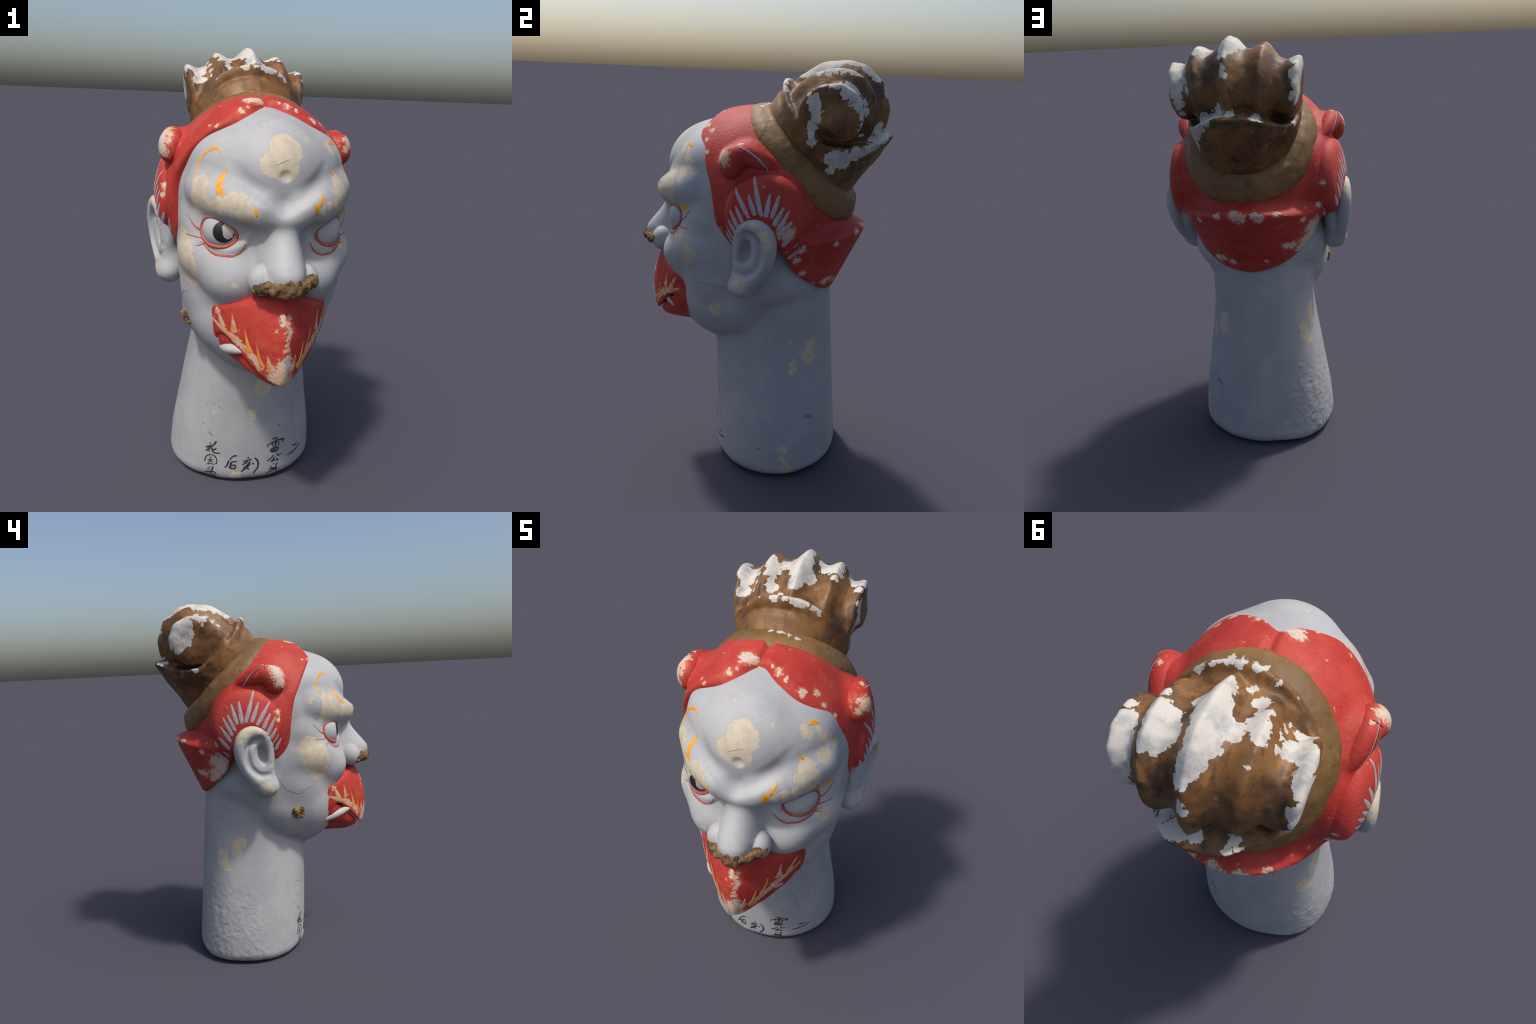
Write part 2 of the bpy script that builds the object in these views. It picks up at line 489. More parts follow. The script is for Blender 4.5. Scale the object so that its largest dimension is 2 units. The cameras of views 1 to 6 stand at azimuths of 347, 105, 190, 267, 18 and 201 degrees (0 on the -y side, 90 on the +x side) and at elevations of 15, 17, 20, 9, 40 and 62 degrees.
# ----------------------------------------------------------------------------
#  where paint, wear and writing sit: (x, y, z, width or radius) in metres
# ----------------------------------------------------------------------------
ORANGE_STROKES = [
    [(-0.300, -0.282, 1.467, 0.0030), (-0.290, -0.256, 1.508, 0.0080), (-0.272, -0.262, 1.548, 0.0090), (-0.246, -0.279, 1.575,
        0.0090), (-0.221, -0.299, 1.584, 0.0100), (-0.213, -0.317, 1.570, 0.0060)],
    [(-0.191, -0.358, 1.509, 0.0040), (-0.206, -0.358, 1.487, 0.0160), (-0.220, -0.375, 1.459, 0.0220), (-0.229, -0.396, 1.422, 0.0180)],
    [(-0.215, -0.395, 1.444, 0.0120), (-0.215, -0.416, 1.413, 0.0060)],
    [(0.164, -0.441, 1.436, 0.0030), (0.152, -0.470, 1.404, 0.0120), (0.128, -0.488, 1.383, 0.0200), (0.135, -0.480, 1.353, 0.0060)],
    [(0.215, -0.354, 1.513, 0.0100), (0.237, -0.346, 1.491, 0.0070)],
    [(-0.320, -0.234, 1.363, 0.0030), (-0.313, -0.247, 1.352, 0.0050), (-0.307, -0.253, 1.340, 0.0030)],
    [(-0.107, -0.488, 1.387, 0.0060), (-0.102, -0.493, 1.367, 0.0110), (-0.102, -0.490, 1.357, 0.0040)],
    [(0.231, -0.286, 1.608, 0.0060), (0.241, -0.271, 1.611, 0.0130), (0.263, -0.252, 1.605, 0.0080)],
    [(0.338, -0.233, 1.333, 0.0030), (0.333, -0.245, 1.320, 0.0100), (0.326, -0.256, 1.312, 0.0040)],
    [(0.292, -0.310, 1.341, 0.0100), (0.290, -0.298, 1.321, 0.0140), (0.335, -0.239, 1.342, 0.0080)],
]
WHISKERS = [
    [(-0.329, -0.235, 1.238, 0.0020), (-0.299, -0.280, 1.235, 0.0040), (-0.266, -0.316, 1.235, 0.0060)],
    [(-0.300, -0.299, 1.201, 0.0020), (-0.277, -0.315, 1.212, 0.0040), (-0.259, -0.328, 1.223, 0.0040)],
    [(-0.324, -0.226, 1.321, 0.0020), (-0.311, -0.254, 1.292, 0.0040), (-0.292, -0.277, 1.270, 0.0060), (-0.273, -0.313, 1.261, 0.0140)],
]
FAN_STROKES = [
    [(-0.435, 0.134, 1.356, 0.0100), (-0.430, 0.116, 1.412, 0.0130), (-0.386, 0.083, 1.515, 0.0050)],
    [(-0.437, 0.104, 1.357, 0.0100), (-0.433, 0.090, 1.392, 0.0130), (-0.417, 0.062, 1.458, 0.0050)],
    [(-0.437, 0.078, 1.340, 0.0100), (-0.433, 0.052, 1.381, 0.0130), (-0.404, 0.004, 1.457, 0.0050)],
    [(-0.435, 0.046, 1.322, 0.0100), (-0.433, 0.032, 1.349, 0.0130), (-0.423, 0.004, 1.399, 0.0050)],
    [(-0.437, 0.029, 1.287, 0.0100), (-0.430, 0.011, 1.319, 0.0130), (-0.418, -0.021, 1.380, 0.0050)],
    [(-0.431, 0.019, 1.256, 0.0100), (-0.425, 0.004, 1.279, 0.0130), (-0.419, -0.025, 1.323, 0.0050)],
    [(-0.416, 0.002, 1.227, 0.0100), (-0.407, -0.012, 1.248, 0.0130), (-0.402, -0.036, 1.288, 0.0050)],
    [(-0.371, -0.014, 1.199, 0.0100), (-0.377, -0.026, 1.222, 0.0130), (-0.382, -0.050, 1.264, 0.0050)],
    [(-0.433, 0.153, 1.353, 0.0100), (-0.429, 0.156, 1.393, 0.0130), (-0.410, 0.163, 1.467, 0.0050)],
    [(-0.430, 0.176, 1.349, 0.0100), (-0.424, 0.186, 1.386, 0.0130), (-0.405, 0.203, 1.454, 0.0050)],
    [(-0.427, 0.188, 1.316, 0.0100), (-0.424, 0.201, 1.346, 0.0130), (-0.411, 0.226, 1.401, 0.0050)],
    [(-0.421, 0.204, 1.291, 0.0100), (-0.419, 0.220, 1.325, 0.0130), (-0.404, 0.249, 1.389, 0.0050)],
    [(-0.414, 0.214, 1.260, 0.0100), (-0.413, 0.232, 1.290, 0.0130), (-0.402, 0.265, 1.343, 0.0050)],
    [(-0.402, 0.223, 1.221, 0.0100), (-0.402, 0.242, 1.244, 0.0130), (-0.394, 0.276, 1.287, 0.0050)],
    [(-0.339, 0.224, 1.177, 0.0100), (-0.342, 0.245, 1.199, 0.0130), (-0.330, 0.284, 1.237, 0.0050)],
    [(-0.311, 0.230, 1.145, 0.0100), (-0.312, 0.251, 1.164, 0.0130), (-0.308, 0.290, 1.199, 0.0050)],
]
CURL_LINES = [
    [(-0.360, 0.136, 1.537, 0.0050), (-0.383, 0.109, 1.578, 0.0080), (-0.392, 0.072, 1.612, 0.0070), (-0.389, 0.022, 1.636,
        0.0060), (-0.373, -0.011, 1.640, 0.0030)],
]
CURL_INK = [
    [(-0.385, 0.105, 1.576, 0.0040), (-0.392, 0.072, 1.611, 0.0060), (-0.390, 0.022, 1.635, 0.0030)],
    [(-0.364, 0.019, 1.646, 0.0030), (-0.402, 0.022, 1.622, 0.0030)],
]
FLAMES = [
    [(-0.194, -0.383, 0.881, 0.0220), (-0.204, -0.368, 0.919, 0.0120), (-0.216, -0.345, 0.956, 0.0030)],
    [(-0.159, -0.427, 0.878, 0.0240), (-0.163, -0.421, 0.918, 0.0110), (-0.168, -0.414, 0.956, 0.0020)],
    [(-0.183, -0.398, 0.872, 0.0160), (-0.210, -0.356, 0.886, 0.0120), (-0.226, -0.323, 0.903, 0.0040)],
    [(-0.033, -0.545, 0.756, 0.0200), (-0.041, -0.542, 0.790, 0.0120), (-0.047, -0.538, 0.822, 0.0020)],
    [(-0.136, -0.452, 0.836, 0.0220), (-0.166, -0.418, 0.861, 0.0180), (-0.199, -0.373, 0.871, 0.0120)],
    [(-0.059, -0.523, 0.759, 0.0260), (-0.098, -0.491, 0.803, 0.0180), (-0.136, -0.452, 0.836, 0.0180)],
]
YELLOW_FLAMES = [
    [(-0.102, -0.487, 0.816, 0.0260), (-0.115, -0.476, 0.854, 0.0150), (-0.125, -0.464, 0.908, 0.0020)],
    [(-0.064, -0.521, 0.768, 0.0240), (-0.077, -0.512, 0.812, 0.0140), (-0.085, -0.505, 0.856, 0.0020)],
]
CRACKS = [
    [(-0.339, -0.034, 1.042, 0.0010), (-0.335, -0.057, 0.997, 0.0022), (-0.335, -0.084, 0.972, 0.0015), (-0.334, -0.145, 0.955,
        0.0020), (-0.329, -0.184, 0.979, 0.0020), (-0.310, -0.226, 0.987, 0.0010)],
    [(0.336, -0.217, 1.019, 0.0020), (0.340, -0.202, 0.992, 0.0026), (0.355, -0.143, 0.990, 0.0020), (0.354, -0.104, 0.982,
        0.0020), (0.348, -0.048, 0.982, 0.0010)],
    [(-0.026, -0.449, 1.537, 0.0010), (-0.002, -0.448, 1.549, 0.0020), (0.033, -0.443, 1.561, 0.0010)],
    [(0.143, -0.155, 0.458, 0.0010), (0.170, -0.139, 0.422, 0.0015), (0.196, -0.122, 0.325, 0.0012), (0.220, -0.107, 0.190, 0.0010)],
    [(-0.129, 0.478, 1.260, 0.0010), (-0.174, 0.464, 1.243, 0.0030), (-0.226, 0.421, 1.228, 0.0010)],
    [(0.185, 0.441, 1.557, 0.0010), (0.135, 0.501, 1.570, 0.0030), (0.119, 0.516, 1.575, 0.0010)],
]
CREAM_FACE = [
    (0.012, -0.422, 1.603, 0.049), (0.046, -0.426, 1.592, 0.034), (-0.032, -0.444, 1.548, 0.042), (-0.053, -0.444, 1.530, 0.024),
        (0.013, -0.453, 1.532, 0.043), (-0.036, -0.324, 1.680, 0.010), (0.117, -0.364, 1.631, 0.009),
    (-0.284, -0.310, 1.455, 0.028), (-0.288, -0.323, 1.416, 0.028), (-0.267, -0.354, 1.387, 0.031), (-0.226, -0.409, 1.388,
        0.034), (-0.183, -0.445, 1.400, 0.036), (-0.144, -0.469, 1.374, 0.039), (-0.110, -0.484, 1.356, 0.024), (-0.289, -0.289,
        1.350, 0.022), (-0.148, -0.449, 1.428, 0.012),
    (0.255, -0.352, 1.468, 0.016), (0.251, -0.390, 1.431, 0.029), (0.253, -0.399, 1.401, 0.026), (0.196, -0.452, 1.382, 0.025),
        (0.164, -0.469, 1.370, 0.019), (-0.330, -0.271, 1.182, 0.029), (-0.325, -0.282, 1.124, 0.033), (-0.336, -0.228, 1.218,
        0.017),
    (0.252, -0.352, 1.470, 0.033), (0.252, -0.390, 1.429, 0.036), (0.290, -0.351, 1.407, 0.034), (0.239, -0.416, 1.398, 0.027),
        (0.233, -0.305, 1.586, 0.019), (0.216, -0.302, 1.606, 0.013), (0.299, -0.252, 1.546, 0.015), (0.312, -0.273, 1.488,
        0.014), (0.268, -0.263, 1.591, 0.011), (0.319, -0.306, 1.188, 0.026), (0.333, -0.285, 1.200, 0.013),
    (-0.348, -0.226, 1.179, 0.061), (-0.344, -0.244, 1.126, 0.066), (-0.346, -0.199, 1.204, 0.047), (-0.317, -0.256, 1.073,
        0.043), (-0.340, -0.210, 1.226, 0.028), (-0.286, -0.311, 1.450, 0.033), (-0.290, -0.318, 1.393, 0.043), (-0.328, -0.219,
        1.445, 0.017),
    (0.368, -0.235, 1.130, 0.038), (0.340, -0.256, 1.080, 0.024), (0.305, -0.247, 1.536, 0.023), (0.302, -0.288, 1.486, 0.028),
        (0.276, -0.370, 1.409, 0.043), (0.325, -0.219, 1.505, 0.020), (0.286, -0.264, 1.560, 0.019), (0.280, -0.353, 1.364,
        0.024),
    (-0.167, -0.431, 1.074, 0.012),
]
CREAM_LOW = [
    (-0.231, 0.287, 0.616, 0.028), (-0.235, 0.292, 0.574, 0.028), (-0.254, 0.270, 0.540, 0.021), (-0.253, 0.203, 0.661, 0.033),
        (-0.257, 0.211, 0.625, 0.027), (-0.255, 0.178, 0.685, 0.021),
    (0.163, 0.332, 0.672, 0.025), (0.179, 0.326, 0.623, 0.035), (0.179, 0.332, 0.583, 0.014), (0.233, 0.264, 0.590, 0.020),
        (0.239, 0.263, 0.559, 0.018), (0.316, 0.248, 0.161, 0.017), (0.320, 0.251, 0.113, 0.016), (0.315, 0.269, 0.054, 0.030),
        (0.228, 0.244, 0.700, 0.009), (0.322, -0.121, 0.850, 0.030),
    (0.027, -0.193, 0.512, 0.034), (-0.021, -0.189, 0.381, 0.019), (-0.012, -0.188, 0.355, 0.016), (-0.183, -0.132, 0.368, 0.009),
        (-0.082, -0.165, 0.042, 0.021),
    (0.325, -0.113, 0.858, 0.029),
]
CREAM_EAR = [
    (-0.450, 0.135, 1.321, 0.031), (-0.450, 0.090, 1.318, 0.031), (-0.458, 0.173, 1.279, 0.022), (-0.435, 0.031, 1.013, 0.032),
    (0.463, 0.147, 1.270, 0.024), (0.465, 0.170, 1.246, 0.021), (0.435, 0.036, 1.026, 0.032), (0.453, 0.097, 1.311, 0.013),
]
HAIR_CHIPS = [
    (-0.062, -0.147, 1.766, 0.026), (-0.034, -0.152, 1.767, 0.019), (0.082, -0.184, 1.747, 0.012), (0.081, -0.170, 1.755, 0.009),
        (-0.114, -0.208, 1.721, 0.011), (-0.085, -0.192, 1.741, 0.007), (-0.209, -0.222, 1.669, 0.009), (0.182, -0.209, 1.695,
        0.013), (0.114, -0.195, 1.733, 0.008), (0.231, -0.168, 1.677, 0.013), (0.266, -0.182, 1.636, 0.010), (0.306, -0.166,
        1.590, 0.009), (-0.002, -0.162, 1.736, 0.007), (0.051, -0.166, 1.759, 0.007),
    (-0.286, 0.287, 1.138, 0.040), (-0.253, 0.301, 1.071, 0.036), (-0.200, 0.364, 1.071, 0.021), (-0.226, 0.322, 1.043, 0.019),
        (-0.404, -0.034, 1.397, 0.016), (-0.408, -0.039, 1.361, 0.011), (-0.236, -0.198, 1.659, 0.008),
    (0.412, 0.235, 1.289, 0.030), (0.417, 0.222, 1.307, 0.022), (0.153, 0.374, 1.007, 0.021), (0.315, 0.285, 1.192, 0.016),
        (0.303, 0.267, 1.139, 0.016), (0.268, 0.287, 1.068, 0.015), (0.205, 0.325, 1.002, 0.011), (0.369, -0.088, 1.257, 0.015),
        (0.370, -0.107, 1.283, 0.013),
    (-0.286, 0.266, 1.110, 0.035), (-0.258, 0.299, 1.080, 0.031), (-0.303, 0.265, 1.159, 0.019), (-0.176, 0.384, 1.072, 0.018),
        (-0.080, 0.511, 1.243, 0.020), (-0.060, 0.514, 1.263, 0.018), (0.034, 0.524, 1.254, 0.022), (0.006, 0.521, 1.242, 0.022),
        (0.114, 0.504, 1.248, 0.016), (-0.154, 0.477, 1.248, 0.014), (-0.255, 0.372, 1.195, 0.016), (0.123, 0.393, 1.014, 0.014),
        (0.083, 0.400, 0.997, 0.014), (0.220, 0.425, 1.209, 0.012), (0.314, 0.293, 1.199, 0.013), (-0.075, 0.402, 1.000, 0.008),
        (-0.323, 0.289, 1.245, 0.012), (-0.339, 0.312, 1.352, 0.012),
]
CURL_CHIPS = [
    (-0.414, -0.042, 1.602, 0.036), (-0.415, -0.057, 1.557, 0.031), (-0.394, -0.022, 1.629, 0.023),
    (0.407, -0.057, 1.598, 0.028), (0.421, -0.042, 1.576, 0.023), (0.301, -0.057, 1.635, 0.020), (0.294, -0.013, 1.650, 0.016),
        (0.323, -0.091, 1.599, 0.024),
    (0.397, -0.054, 1.613, 0.014), (0.403, -0.067, 1.585, 0.017), (0.385, -0.081, 1.567, 0.015), (0.374, 0.012, 1.643, 0.010),
        (-0.382, -0.060, 1.619, 0.015), (-0.390, -0.073, 1.593, 0.012), (-0.363, 0.027, 1.645, 0.007), (-0.363, -0.026, 1.639,
        0.006),
]
RIB_CHIPS = [
    (0.253, 0.387, 1.900, 0.034), (0.251, 0.442, 1.882, 0.040), (0.251, 0.485, 1.831, 0.029), (0.163, 0.346, 1.960, 0.027),
        (0.140, 0.387, 1.955, 0.040), (0.143, 0.435, 1.948, 0.035), (0.101, 0.405, 1.942, 0.027), (0.040, 0.265, 1.968, 0.032),
        (0.008, 0.218, 1.946, 0.025), (0.028, 0.341, 1.998, 0.036), (-0.004, 0.316, 1.976, 0.039), (-0.004, 0.385, 1.983, 0.041),
        (-0.048, 0.353, 1.945, 0.029), (0.026, 0.427, 1.996, 0.030), (0.003, 0.465, 1.971, 0.028), (0.014, 0.498, 1.959, 0.023),
        (0.029, 0.521, 1.939, 0.014), (-0.082, 0.219, 1.892, 0.020), (-0.092, 0.305, 1.942, 0.026), (-0.125, 0.348, 1.966, 0.023),
        (-0.218, 0.261, 1.844, 0.025), (-0.206, 0.315, 1.882, 0.027), (-0.199, 0.344, 1.894, 0.024), (-0.242, 0.340, 1.902,
        0.026), (-0.254, 0.397, 1.911, 0.023), (-0.248, 0.430, 1.900, 0.018), (-0.254, 0.480, 1.860, 0.015), (-0.125, 0.440,
        1.958, 0.007), (0.022, 0.559, 1.888, 0.009),
]

RIB_TIP_CHIPS = [
    (-0.237, 0.335, 1.898, 0.037), (-0.217, 0.300, 1.875, 0.028), (-0.255, 0.342, 1.908, 0.029), (-0.102, 0.277, 1.938, 0.028),
        (-0.090, 0.231, 1.902, 0.019), (-0.109, 0.319, 1.956, 0.027), (0.029, 0.320, 1.993, 0.039), (0.039, 0.264, 1.968, 0.041),
        (0.065, 0.273, 1.942, 0.031), (0.016, 0.208, 1.946, 0.029), (0.020, 0.283, 1.985, 0.042), (0.167, 0.349, 1.961, 0.028),
        (0.170, 0.288, 1.943, 0.014), (0.119, 0.358, 1.944, 0.021), (0.241, 0.381, 1.896, 0.023), (0.277, 0.371, 1.905, 0.020),
        (0.267, 0.323, 1.895, 0.015), (0.269, 0.269, 1.863, 0.012),
]

LIP_CHIPS = [
    (-0.041, 0.113, 1.906, 0.015), (-0.035, 0.179, 1.884, 0.014), (0.017, 0.119, 1.910, 0.013), (0.053, 0.111, 1.904, 0.016),
        (0.078, 0.115, 1.898, 0.014), (0.100, 0.120, 1.894, 0.009), (0.132, 0.126, 1.876, 0.013), (0.149, 0.129, 1.860, 0.011),
]

SIDE_CHIPS = [
    (0.284, 0.299, 1.835, 0.025), (0.279, 0.304, 1.797, 0.025), (0.277, 0.308, 1.765, 0.021), (0.267, 0.296, 1.725, 0.017),
        (0.262, 0.292, 1.664, 0.019), (0.262, 0.293, 1.692, 0.012), (0.231, 0.387, 1.594, 0.031), (0.212, 0.411, 1.573, 0.030),
        (0.208, 0.438, 1.595, 0.027), (0.200, 0.479, 1.630, 0.023), (0.184, 0.479, 1.604, 0.025), (0.163, 0.524, 1.633, 0.021),
        (0.137, 0.556, 1.662, 0.021), (0.104, 0.580, 1.677, 0.020), (0.199, 0.495, 1.827, 0.015), (0.192, 0.505, 1.792, 0.017),
        (0.248, 0.503, 1.752, 0.012), (0.174, 0.487, 1.693, 0.008), (0.286, 0.390, 1.898, 0.012), (0.285, 0.366, 1.899, 0.010),
        (0.102, 0.137, 1.893, 0.011), (0.147, 0.147, 1.866, 0.011), (0.213, 0.371, 1.541, 0.017), (0.287, 0.425, 1.849, 0.011),
]

CURL_DISC_CHIPS = [
    (-0.274, 0.429, 1.860, 0.030), (-0.269, 0.442, 1.823, 0.037), (-0.276, 0.414, 1.878, 0.027), (-0.263, 0.449, 1.786, 0.037),
        (-0.269, 0.408, 1.822, 0.027), (-0.259, 0.461, 1.758, 0.022), (-0.274, 0.392, 1.854, 0.017), (-0.251, 0.473, 1.731,
        0.014), (-0.263, 0.412, 1.775, 0.022), (-0.168, 0.358, 1.920, 0.011), (-0.166, 0.309, 1.908, 0.010), (-0.166, 0.271,
        1.885, 0.010), (-0.166, 0.243, 1.862, 0.008), (-0.237, 0.378, 1.640, 0.014), (-0.090, 0.577, 1.680, 0.015), (-0.099,
        0.132, 1.894, 0.009), (-0.160, 0.143, 1.851, 0.006), (-0.183, 0.095, 1.737, 0.006),
]

REAR_CHIPS = [
    (0.250, 0.436, 1.885, 0.033), (0.260, 0.485, 1.836, 0.029), (0.246, 0.502, 1.784, 0.022), (0.234, 0.499, 1.736, 0.020),
        (0.231, 0.476, 1.697, 0.013), (0.147, 0.449, 1.944, 0.025), (0.016, 0.489, 1.967, 0.039), (0.030, 0.528, 1.931, 0.021),
        (-0.010, 0.428, 1.971, 0.025), (0.018, 0.570, 1.858, 0.015), (0.025, 0.561, 1.883, 0.011), (-0.268, 0.444, 1.891, 0.022),
        (-0.264, 0.480, 1.842, 0.021), (-0.260, 0.486, 1.798, 0.019), (-0.247, 0.502, 1.761, 0.014), (0.060, 0.564, 1.696, 0.031),
        (0.116, 0.517, 1.682, 0.025), (0.144, 0.553, 1.653, 0.024), (0.170, 0.502, 1.613, 0.021), (0.004, 0.567, 1.701, 0.017),
        (-0.098, 0.541, 1.682, 0.017), (-0.118, 0.562, 1.668, 0.012), (-0.230, 0.393, 1.640, 0.009),
]
WRITING = {
    'flower': [[(-0.615, 0.207), (-0.595, 0.201)], [(-0.516, 0.221), (-0.544, 0.204), (-0.597, 0.185)], [(-0.674, 0.177), (-0.603,
        0.189), (-0.538, 0.198)], [(-0.594, 0.185), (-0.634, 0.171), (-0.667, 0.157)], [(-0.613, 0.174), (-0.625, 0.158)],
        [(-0.511, 0.184), (-0.558, 0.171), (-0.574, 0.168)], [(-0.583, 0.185), (-0.571, 0.168), (-0.542, 0.158), (-0.454,
        0.159)]],
    'garden': [[(-0.592, 0.145), (-0.541, 0.141), (-0.505, 0.123), (-0.513, 0.103), (-0.528, 0.098)], [(-0.592, 0.145), (-0.649,
        0.135), (-0.682, 0.112), (-0.676, 0.099)], [(-0.653, 0.089), (-0.598, 0.095), (-0.536, 0.095)], [(-0.619, 0.127), (-0.572,
        0.132)], [(-0.643, 0.114), (-0.562, 0.121)], [(-0.603, 0.116), (-0.615, 0.105), (-0.634, 0.099)], [(-0.586, 0.117),
        (-0.586, 0.108), (-0.561, 0.108)]],
    'head': [[(-0.650, 0.066), (-0.609, 0.062)], [(-0.628, 0.076), (-0.602, 0.073)], [(-0.562, 0.084), (-0.576, 0.063), (-0.620,
        0.039)], [(-0.694, 0.044), (-0.610, 0.051), (-0.544, 0.053), (-0.514, 0.040)], [(-0.597, 0.042), (-0.563, 0.032), (-0.528,
        0.024)]],
    'queen': [[(-0.225, 0.155), (-0.277, 0.151), (-0.327, 0.129)], [(-0.337, 0.128), (-0.353, 0.106), (-0.392, 0.084)], [(-0.304,
        0.119), (-0.262, 0.122), (-0.218, 0.123)], [(-0.295, 0.120), (-0.318, 0.097)], [(-0.313, 0.098), (-0.335, 0.088)],
        [(-0.310, 0.098), (-0.244, 0.101), (-0.254, 0.078)], [(-0.335, 0.087), (-0.291, 0.084), (-0.246, 0.082)]],
    'carve': [[(-0.084, 0.143), (-0.055, 0.138)], [(-0.142, 0.124), (-0.084, 0.128), (-0.022, 0.131)], [(-0.071, 0.129), (-0.109,
        0.115), (-0.153, 0.103)], [(-0.038, 0.120), (-0.086, 0.101), (-0.137, 0.083)], [(-0.039, 0.109), (-0.111, 0.083), (-0.164,
        0.065)], [(-0.096, 0.093), (-0.054, 0.076)], [(-0.009, 0.113), (0.010, 0.102)], [(0.020, 0.139), (0.065, 0.117), (0.068,
        0.085), (0.005, 0.053)]],
    'thunder': [[(0.260, 0.224), (0.303, 0.226), (0.352, 0.226)], [(0.209, 0.204), (0.190, 0.186)], [(0.224, 0.200), (0.341,
        0.210), (0.460, 0.206), (0.427, 0.195)], [(0.339, 0.221), (0.329, 0.197), (0.317, 0.178)], [(0.261, 0.201), (0.286,
        0.193)], [(0.267, 0.188), (0.295, 0.184)], [(0.362, 0.200), (0.393, 0.192)], [(0.360, 0.190), (0.387, 0.182)], [(0.262,
        0.174), (0.250, 0.157)], [(0.262, 0.174), (0.372, 0.170), (0.355, 0.149)], [(0.257, 0.165), (0.358, 0.160)], [(0.310,
        0.171), (0.302, 0.153)], [(0.250, 0.156), (0.352, 0.149)]],
    'lord': [[(0.307, 0.133), (0.258, 0.120), (0.201, 0.108)], [(0.348, 0.141), (0.376, 0.125), (0.437, 0.129)], [(0.334, 0.122),
        (0.302, 0.110), (0.265, 0.102)], [(0.262, 0.101), (0.316, 0.103), (0.368, 0.104)], [(0.361, 0.112), (0.380, 0.094)]],
    'crown': [[(0.264, 0.075), (0.285, 0.068)], [(0.302, 0.086), (0.326, 0.081)], [(0.367, 0.086), (0.348, 0.062), (0.283, 0.046),
        (0.192, 0.037)], [(0.238, 0.061), (0.314, 0.060), (0.385, 0.054)], [(0.344, 0.052), (0.384, 0.028)]],
    'two': [[(0.649, 0.144), (0.708, 0.139), (0.770, 0.143)], [(0.839, 0.128), (0.751, 0.116), (0.643, 0.108), (0.548, 0.104)]],
    'faint': [[(0.335, 0.297), (0.388, 0.281)], [(-0.758, 0.296), (-0.722, 0.299)], [(-0.642, 0.261), (-0.596, 0.250)]],
}
BEAK_CHIPS = [
    (0.002, -0.544, 0.976, 0.009), (0.003, -0.553, 0.953, 0.008), (0.032, -0.538, 0.977, 0.007), (0.026, -0.549, 0.954, 0.010),
        (0.032, -0.553, 0.929, 0.009), (0.024, -0.562, 0.906, 0.010), (0.021, -0.568, 0.876, 0.009), (0.017, -0.571, 0.855,
        0.009), (0.029, -0.566, 0.820, 0.011), (0.023, -0.568, 0.789, 0.020), (0.003, -0.570, 0.777, 0.017), (-0.016, -0.553,
        0.921, 0.005), (-0.212, -0.354, 0.950, 0.006), (-0.226, -0.319, 0.896, 0.005),
    (-0.002, -0.564, 0.745, 0.029), (0.014, -0.558, 0.710, 0.029), (-0.017, -0.549, 0.717, 0.019),
    (-0.219, -0.342, 0.949, 0.007), (-0.237, -0.305, 0.894, 0.010),
]
PUPIL = [
    (-0.202, -0.385, 1.275, 0.037),
]
PUPIL_WEAR = [
    (-0.182, -0.384, 1.286, 0.021), (-0.186, -0.386, 1.265, 0.017), (-0.176, -0.391, 1.304, 0.011), (-0.162, -0.380, 1.284, 0.015),
]
INK_DASHES = [
    [(-0.217, -0.101, 0.406, 0.0060), (-0.207, -0.111, 0.402, 0.0040)],
    [(-0.199, -0.117, 0.417, 0.0060), (-0.175, -0.136, 0.407, 0.0030)],
    [(-0.167, -0.142, 0.403, 0.0050), (-0.147, -0.153, 0.388, 0.0060)],
    [(-0.201, -0.122, 0.263, 0.0120), (-0.183, -0.134, 0.247, 0.0080)],
    [(-0.225, -0.101, 0.299, 0.0060), (-0.218, -0.107, 0.298, 0.0040)],
    [(0.232, 0.330, 0.311, 0.0100), (0.213, 0.349, 0.311, 0.0220), (0.194, 0.365, 0.296, 0.0080)],
    [(0.238, 0.287, 0.483, 0.0080), (0.237, 0.291, 0.469, 0.0060)],
    [(0.343, 0.122, 0.150, 0.0080), (0.342, 0.144, 0.162, 0.0060)],
]
PUPIL_SLIVER = [
    [(0.202, -0.385, 1.257, 0.0030), (0.216, -0.384, 1.253, 0.0060), (0.234, -0.381, 1.253, 0.0020)],
]

